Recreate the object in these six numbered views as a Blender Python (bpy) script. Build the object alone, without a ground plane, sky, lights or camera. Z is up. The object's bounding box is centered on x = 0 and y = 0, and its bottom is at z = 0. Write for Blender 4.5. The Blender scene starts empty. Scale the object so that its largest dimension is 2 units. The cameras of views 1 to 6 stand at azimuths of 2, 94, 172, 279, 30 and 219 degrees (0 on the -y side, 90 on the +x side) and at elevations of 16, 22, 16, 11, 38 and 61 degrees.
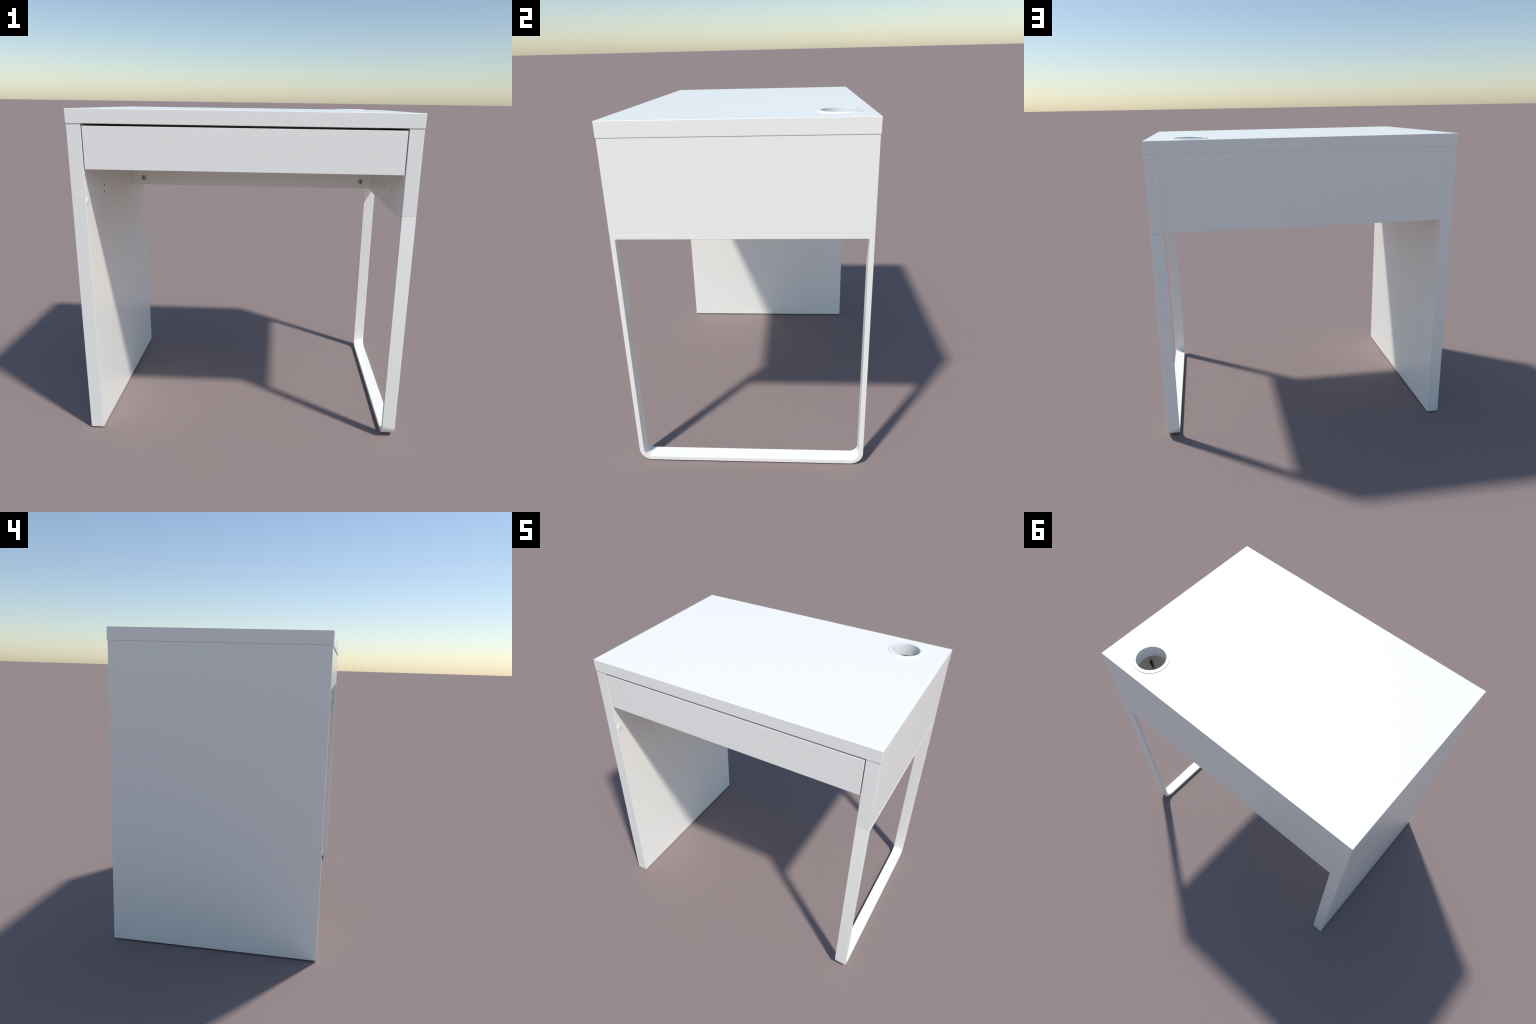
"""White writing desk: board top, one full side panel, one short side panel on a
bent rectangular-tube leg frame, a wide drawer and a cable grommet."""
import bpy, bmesh, math
from mathutils import Vector

# ------------------------------------------------------------------ sizes (m)
HALF_W, HALF_D = 0.9751, 0.6653          # table top, half width and half depth
TOP_Z, TOP_UNDER = 1.9953, 1.9165        # table top, upper and lower face
PANEL_OUT, PANEL_IN = 0.9729, 0.8935     # side panels, outer and inner |x|
PANEL_FRONT, PANEL_BACK = -0.6621, 0.6617
PANEL_TOP = 1.9160
BASE = 0.0060                            # everything stands on thin glides
SHORT_BOTTOM = 1.4382                    # lower edge of the short side panel
RAIL_BOTTOM = 1.4412
DRAWER_HALF, DRAWER_LOW, DRAWER_HIGH = 0.8864, 1.6665, 1.9040
GROMMET_X, GROMMET_Y = 0.7100, 0.4925


# ------------------------------------------------------------------ materials
def material(name, colour, rough, metallic=0.0, grain=0.012, grain_scale=18.0,
             bump=0.0, bump_scale=260.0, coat=0.0):
    m = bpy.data.materials.new(name)
    m.use_nodes = True
    nt = m.node_tree
    bsdf = nt.nodes["Principled BSDF"]
    coord = nt.nodes.new("ShaderNodeTexCoord")
    noise = nt.nodes.new("ShaderNodeTexNoise")
    noise.inputs["Scale"].default_value = grain_scale
    noise.inputs["Detail"].default_value = 4.0
    nt.links.new(coord.outputs["Object"], noise.inputs["Vector"])
    ramp = nt.nodes.new("ShaderNodeValToRGB")
    ramp.color_ramp.elements[0].position = 0.3
    ramp.color_ramp.elements[1].position = 0.7
    ramp.color_ramp.elements[0].color = (*[c * (1 - grain) for c in colour], 1)
    ramp.color_ramp.elements[1].color = (*[min(1, c * (1 + grain)) for c in colour], 1)
    nt.links.new(noise.outputs["Fac"], ramp.inputs["Fac"])
    nt.links.new(ramp.outputs["Color"], bsdf.inputs["Base Color"])
    bsdf.inputs["Roughness"].default_value = rough
    bsdf.inputs["Metallic"].default_value = metallic
    bsdf.inputs["Coat Weight"].default_value = coat
    if bump:
        fine = nt.nodes.new("ShaderNodeTexNoise")
        fine.inputs["Scale"].default_value = bump_scale
        b = nt.nodes.new("ShaderNodeBump")
        b.inputs["Strength"].default_value = bump
        b.inputs["Distance"].default_value = 0.001
        nt.links.new(coord.outputs["Object"], fine.inputs["Vector"])
        nt.links.new(fine.outputs["Fac"], b.inputs["Height"])
        nt.links.new(b.outputs["Normal"], bsdf.inputs["Normal"])
    return m


FOIL = material("white_foil", (0.998, 0.985, 0.918), 0.25, grain=0.004)
PAINT = material("white_powder_coat", (0.998, 0.985, 0.918), 0.25, grain=0.004)
PLASTIC = material("white_plastic", (0.945, 0.945, 0.920), 0.25, grain=0.003)
ZINC = material("zinc_steel", (0.56, 0.55, 0.55), 0.5, metallic=0.2, grain=0.05, grain_scale=90)
FIBRE = material("raw_fibreboard", (0.26, 0.18, 0.14), 0.9, grain=0.2, grain_scale=120)
DARK = material("dark_recess", (0.05, 0.05, 0.045), 0.7, grain=0.05)
SHADE_BROWN = material("shade_darkened_brown", (0.17, 0.14, 0.11), 0.9, grain=0.12, grain_scale=60)  # colour darkened to match the dim under-desk, drawer gap and cable cavity
RUNNER = material("shadow_darkened_runner", (0.18, 0.18, 0.18), 0.4, metallic=0.5, grain=0.05)  # grey lowered so the slits beside the drawer show as shadow
GLIDE = material("felt_glide", (0.20, 0.19, 0.18), 0.9, grain=0.1, grain_scale=150)


# ------------------------------------------------------------------ helpers
desk = bpy.data.objects.new("writing_desk", None)
desk.empty_display_size = 0.2
bpy.context.scene.collection.objects.link(desk)
desk["label"] = "small white desk with drawer and bent tube leg frame"
desk["category"] = "desk"


def finish(name, bm, mat, origin=(0, 0, 0), parent=None, smooth_small=True):
    """Turn a bmesh given in world coordinates into a named part."""
    origin = Vector(origin)
    bmesh.ops.recalc_face_normals(bm, faces=bm.faces)
    bmesh.ops.translate(bm, verts=bm.verts, vec=-origin)
    me = bpy.data.meshes.new(name)
    bm.to_mesh(me)
    bm.free()
    for m in (mat if isinstance(mat, (list, tuple)) else [mat]):
        me.materials.append(m)
    ob = bpy.data.objects.new(name, me)
    bpy.context.scene.collection.objects.link(ob)
    parent = parent or desk
    ob.parent = parent
    base = parent.location if parent is not desk else Vector((0, 0, 0))
    ob.location = origin - base
    return ob


def block(lo, hi, bevel=0.0015, segments=3):
    """Board with softly rounded arrises; only the arrises are shaded smooth."""
    lo, hi = Vector(lo), Vector(hi)
    bm = bmesh.new()
    bmesh.ops.create_cube(bm, size=1.0)
    for v in bm.verts:
        v.co = Vector(((lo[i] + hi[i]) / 2 + v.co[i] * (hi[i] - lo[i]) for i in range(3)))
    if bevel:
        bmesh.ops.bevel(bm, geom=list(bm.edges), offset=bevel, offset_type='OFFSET',
                        segments=segments, profile=0.5, affect='EDGES')
        for f in bm.faces:
            n = f.normal
            f.smooth = max(abs(n.x), abs(n.y), abs(n.z)) < 0.9999
    return bm


def board(name, lo, hi, mat, bevel=0.0015, parent=None):
    centre = [(a + b) / 2 for a, b in zip(lo, hi)]
    return finish(name, block(lo, hi, bevel), mat, centre, parent)


def lathe(profile, centre, axis='Z', steps=64, closed=True):
    """Turn (radius, height) points round an axis through centre."""
    bm = bmesh.new()
    rings = []
    c = Vector(centre)
    for r, h in profile:
        ring = []
        for k in range(1 if r == 0 else steps):
            a = math.tau * k / steps
            x, y = r * math.cos(a), r * math.sin(a)
            p = {'Z': (x, y, h), 'X': (h, x, y), 'Y': (x, h, y)}[axis]
            ring.append(bm.verts.new(c + Vector(p)))
        rings.append(ring)
    pairs = list(zip(rings, rings[1:])) + ([(rings[-1], rings[0])] if closed else [])
    for a, b in pairs:
        for k in range(steps):
            k2 = (k + 1) % steps
            vs = [a[k % len(a)], a[k2 % len(a)], b[k2 % len(b)], b[k % len(b)]]
            vs = list(dict.fromkeys(vs))
            if len(vs) > 2:
                bm.faces.new(vs)
    return bm


def smooth_by_angle(ob, degrees=35):
    me = ob.data
    for p in me.polygons:
        p.use_smooth = True
    bm = bmesh.new()
    bm.from_mesh(me)
    for e in bm.edges:
        if len(e.link_faces) == 2 and e.calc_face_angle(0) > math.radians(degrees):
            e.smooth = False
    bm.to_mesh(me)
    bm.free()


def cut(ob, cutter_bm, mat):
    """Boolean difference, then throw the cutter away."""
    cutter = finish("cutter", cutter_bm, mat)
    ob.data.materials.append(mat) if mat.name not in [m.name for m in ob.data.materials] else None
    mod = ob.modifiers.new("cut", 'BOOLEAN')
    mod.operation, mod.solver, mod.object = 'DIFFERENCE', 'EXACT', cutter
    mod.material_mode = 'TRANSFER'
    bpy.context.view_layer.update()
    dg = bpy.context.evaluated_depsgraph_get()
    me = bpy.data.meshes.new_from_object(ob.evaluated_get(dg))
    ob.modifiers.clear()
    old = ob.data
    ob.data = me
    me.name = ob.name
    bpy.data.meshes.remove(old)
    bpy.data.objects.remove(cutter)


# ------------------------------------------------------------------ table top
top = board("tabletop", (-HALF_W, -HALF_D, TOP_UNDER), (HALF_W, HALF_D, TOP_Z), FOIL, 0.0018)
cut(top, lathe([(0, -0.2), (0.0982, -0.2), (0.0982, 0.2), (0, 0.2)],
               (GROMMET_X, GROMMET_Y, TOP_Z), closed=False, steps=96), FOIL)

# flanged sleeve in the cable hole
flange = [(0.0970, TOP_Z + 0.0002), (0.1180, TOP_Z + 0.0002), (0.1183, TOP_Z + 0.0010),
          (0.1180, TOP_Z + 0.0022), (0.1165, TOP_Z + 0.0034), (0.1135, TOP_Z + 0.0041),
          (0.0990, 2.0), (0.0946, 2.0), (0.0940, 1.9994),
          (0.0940, 1.9172), (0.0970, 1.9172)]
grommet = finish("cable_grommet", lathe(flange, (GROMMET_X, GROMMET_Y, 0), steps=96),
                 PLASTIC, (GROMMET_X, GROMMET_Y, TOP_Z))
smooth_by_angle(grommet, 40)

# ------------------------------------------------------------------ side panels
def side_panel(sign, bottom):
    xs = sorted((sign * PANEL_OUT, sign * PANEL_IN))
    ob = board("side_panel", (xs[0], PANEL_FRONT, bottom), (xs[1], PANEL_BACK, PANEL_TOP), FOIL)
    # two drilled runner holes in the inner face
    for z in (1.5300, 1.4870):
        r = 0.0080 if z > 1.5 else 0.0068
        cut(ob, lathe([(0, -0.012), (r, -0.012), (r, 0.012), (0, 0.012)],
                      (sign * PANEL_IN, -0.3280, z), axis='X', closed=False, steps=24), FIBRE)
    # white caps over the corner fittings
    for z in (1.6490, 1.4832):
        h = -sign * 0.0024
        cap = finish("cover_cap", lathe([(0, -h * 0.3), (0.0206, -h * 0.3), (0.0206, h * 0.45),
                                         (0.0198, h * 0.85), (0.0180, h), (0, h)],
                                        (sign * PANEL_IN, -0.6385, z), axis='X',
                                        closed=False, steps=40),
                     PLASTIC, (sign * PANEL_IN, -0.6385, z), ob)
        smooth_by_angle(cap, 50)
    return ob


full_panel = side_panel(-1, BASE)
short_panel = side_panel(+1, SHORT_BOTTOM)

# ------------------------------------------------------------------ leg frame
def corner(y, z, r, start, n):
    """Quarter arc about the rounded corner whose square tip is (y, z)."""
    sy, sz = (1 if y > 0 else -1), (1 if start in (0, 90) else -1)
    cy, cz = y - sy * r, z - sz * r
    return [(cy + r * math.cos(math.radians(start + 90 * k / n)),
             cz + r * math.sin(math.radians(start + 90 * k / n))) for k in range(n + 1)]


def leg_frame():
    tube, outer_r = 0.0264, 0.0750
    y0, y1, z0, z1 = PANEL_FRONT + 0.0003, PANEL_BACK - 0.0002, BASE, SHORT_BOTTOM - 0.0006
    big, small = 14, 4

    def ring(inset, r_low, r_high):
        a, b, c, d = y0 + inset, y1 - inset, z0 + inset, z1 - inset
        return (corner(b, d, r_high, 0, small) + corner(a, d, r_high, 90, small)
                + corner(a, c, r_low, 180, big) + corner(b, c, r_low, 270, big))

    outer, inner = ring(0, outer_r, 0.0012), ring(tube, outer_r - tube, 0.009)
    bm = bmesh.new()
    x0, x1 = PANEL_IN + 0.0002, PANEL_OUT + 0.0004
    loops = [[bm.verts.new((x, y, z)) for y, z in pts]
             for x, pts in ((x0, outer), (x1, outer), (x1, inner), (x0, inner))]
    n = len(outer)
    for a, b in zip(loops, loops[1:] + loops[:1]):
        for k in range(n):
            bm.faces.new((a[k], a[(k + 1) % n], b[(k + 1) % n], b[k]))
    bmesh.ops.recalc_face_normals(bm, faces=bm.faces)
    rims = [e for e in bm.edges if e.calc_face_angle(0) > math.radians(60)]
    bmesh.ops.bevel(bm, geom=rims, offset=0.0018, offset_type='OFFSET', segments=3,
                    profile=0.5, affect='EDGES')
    for f in bm.faces:
        n = f.normal
        f.smooth = max(abs(n.x), abs(n.y), abs(n.z)) < 0.9999
    return finish("leg_frame", bm, PAINT, ((x0 + x1) / 2, 0, (z0 + z1) / 2))


frame = leg_frame()


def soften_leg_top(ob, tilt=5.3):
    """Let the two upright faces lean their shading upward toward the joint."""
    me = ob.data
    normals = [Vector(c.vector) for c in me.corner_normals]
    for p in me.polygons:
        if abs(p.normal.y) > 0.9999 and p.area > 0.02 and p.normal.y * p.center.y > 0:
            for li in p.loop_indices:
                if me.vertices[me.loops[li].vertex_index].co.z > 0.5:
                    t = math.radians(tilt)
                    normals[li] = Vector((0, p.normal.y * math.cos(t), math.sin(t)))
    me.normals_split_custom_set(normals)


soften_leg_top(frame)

# thin glides under the full panel and under the frame
for parent, x in ((full_panel, -(PANEL_OUT + PANEL_IN) / 2), (frame, (PANEL_OUT + PANEL_IN) / 2)):
    for y in (-0.50, 0.50):
        g = finish("floor_glide", lathe([(0, 0), (0.020, 0), (0.022, 0.001), (0.022, 0.0068), (0, 0.0068)],
                                        (x, y, 0), closed=False, steps=32), GLIDE, (x, y, 0), parent)

# ------------------------------------------------------------------ back board and divider
back = board("back_panel", (-PANEL_IN + 0.0003, PANEL_BACK - 0.0480, RAIL_BOTTOM),
             (PANEL_IN - 0.0003, PANEL_BACK - 0.0003, PANEL_TOP), FOIL, 0.0006)
RAIL_Y = 0.3000
rail = board("support_rail", (-PANEL_IN + 0.0004, RAIL_Y, RAIL_BOTTOM),
             (PANEL_IN - 0.0004, RAIL_Y + 0.0810, PANEL_TOP - 0.0010), FOIL, 0.0006)
# end strip of the rail, seen through the cable hole, with the dark shape in its corner
board("rail_end_strip", (0.8150, RAIL_Y + 0.0800, RAIL_BOTTOM + 0.0200),
      (PANEL_IN - 0.0008, RAIL_Y + 0.0885, PANEL_TOP - 0.0040), FOIL, 0.0010, rail)
board("rail_facing", (-PANEL_IN + 0.0010, RAIL_Y + 0.0800, RAIL_BOTTOM + 0.0200),
      (0.8120, RAIL_Y + 0.0880, PANEL_TOP - 0.0040), FOIL, 0.0010, rail)
dark_upper = block((PANEL_IN - 0.0060, RAIL_Y + 0.0890, 1.7100), (PANEL_IN - 0.0010, RAIL_Y + 0.1070, 1.7560), 0.0015)
low = block((PANEL_IN - 0.0060, RAIL_Y + 0.0890, 1.6750), (PANEL_IN - 0.0010, RAIL_Y + 0.1000, 1.7110), 0.0015)
tmp = bpy.data.meshes.new("tmp")
low.to_mesh(tmp)
low.free()
dark_upper.from_mesh(tmp)
bpy.data.meshes.remove(tmp)
finish("dark_corner_shape", dark_upper, DARK, (PANEL_IN, RAIL_Y + 0.09, 1.71), rail)


def cross_screw(x, z):
    """Pan head with a cross recess, facing the sitter (-y)."""
    head = finish("cross_screw", lathe([(0, 0.002), (0.0195, 0.002), (0.0195, -0.0010), (0.0180, -0.0028),
                                        (0.0120, -0.0045), (0, -0.0052)],
                                       (x, RAIL_Y, z), axis='Y', closed=False, steps=40),
                  ZINC, (x, RAIL_Y, z), rail)
    for hx, hz in ((0.0110, 0.0022), (0.0022, 0.0125)):
        cut(head, block((x - hx, RAIL_Y - 0.02, z - hz), (x + hx, RAIL_Y - 0.0008, z + hz), 0), DARK)
    smooth_by_angle(head, 40)
    return head


for sx in (-0.8000, 0.8010):
    cross_screw(sx, 1.4893)

# ------------------------------------------------------------------ drawer
drawer = board("drawer", (-DRAWER_HALF, PANEL_FRONT - 0.0003, DRAWER_LOW),
               (DRAWER_HALF, PANEL_FRONT + 0.0425, DRAWER_HIGH), FOIL, 0.0016)
for sx in (-1, 1):
    xs = sorted((sx * 0.8450, sx * 0.8130))
    board("drawer_side", (xs[0], PANEL_FRONT + 0.0430, 1.7000), (xs[1], 0.2500, 1.8500), SHADE_BROWN, 0.001, drawer)
    xr = sorted((sx * 0.8460, sx * (PANEL_IN - 0.0010)))
    board("drawer_runner", (xr[0], PANEL_FRONT + 0.0600, 1.6900), (xr[1], 0.2600, 1.7250), RUNNER, 0.002, drawer)
board("drawer_back", (-0.8120, 0.2200, 1.7000), (0.8120, 0.2500, 1.8500), SHADE_BROWN, 0.001, drawer)
board("drawer_bottom", (-0.8120, PANEL_FRONT + 0.0430, 1.7020), (0.8120, 0.2190, 1.7120), SHADE_BROWN, 0.0005, drawer)

# dark sheets modelled under the table top to cut bounce light and deepen shade
board("shade_sheet", (-PANEL_IN + 0.002, PANEL_FRONT + 0.050, TOP_UNDER - 0.0040),
      (PANEL_IN - 0.002, RAIL_Y - 0.002, TOP_UNDER - 0.0006), SHADE_BROWN, 0.0, top)

cavity_shade_sheet = board("shade_sheet", (-PANEL_IN + 0.002, RAIL_Y + 0.092, TOP_UNDER - 0.0040),
                     (PANEL_IN - 0.002, PANEL_BACK - 0.0500, TOP_UNDER - 0.0006), SHADE_BROWN, 0.0, top)
cut(cavity_shade_sheet, lathe([(0, -0.2), (0.0985, -0.2), (0.0985, 0.2), (0, 0.2)],
                        (GROMMET_X, GROMMET_Y, TOP_UNDER), closed=False, steps=96), SHADE_BROWN)
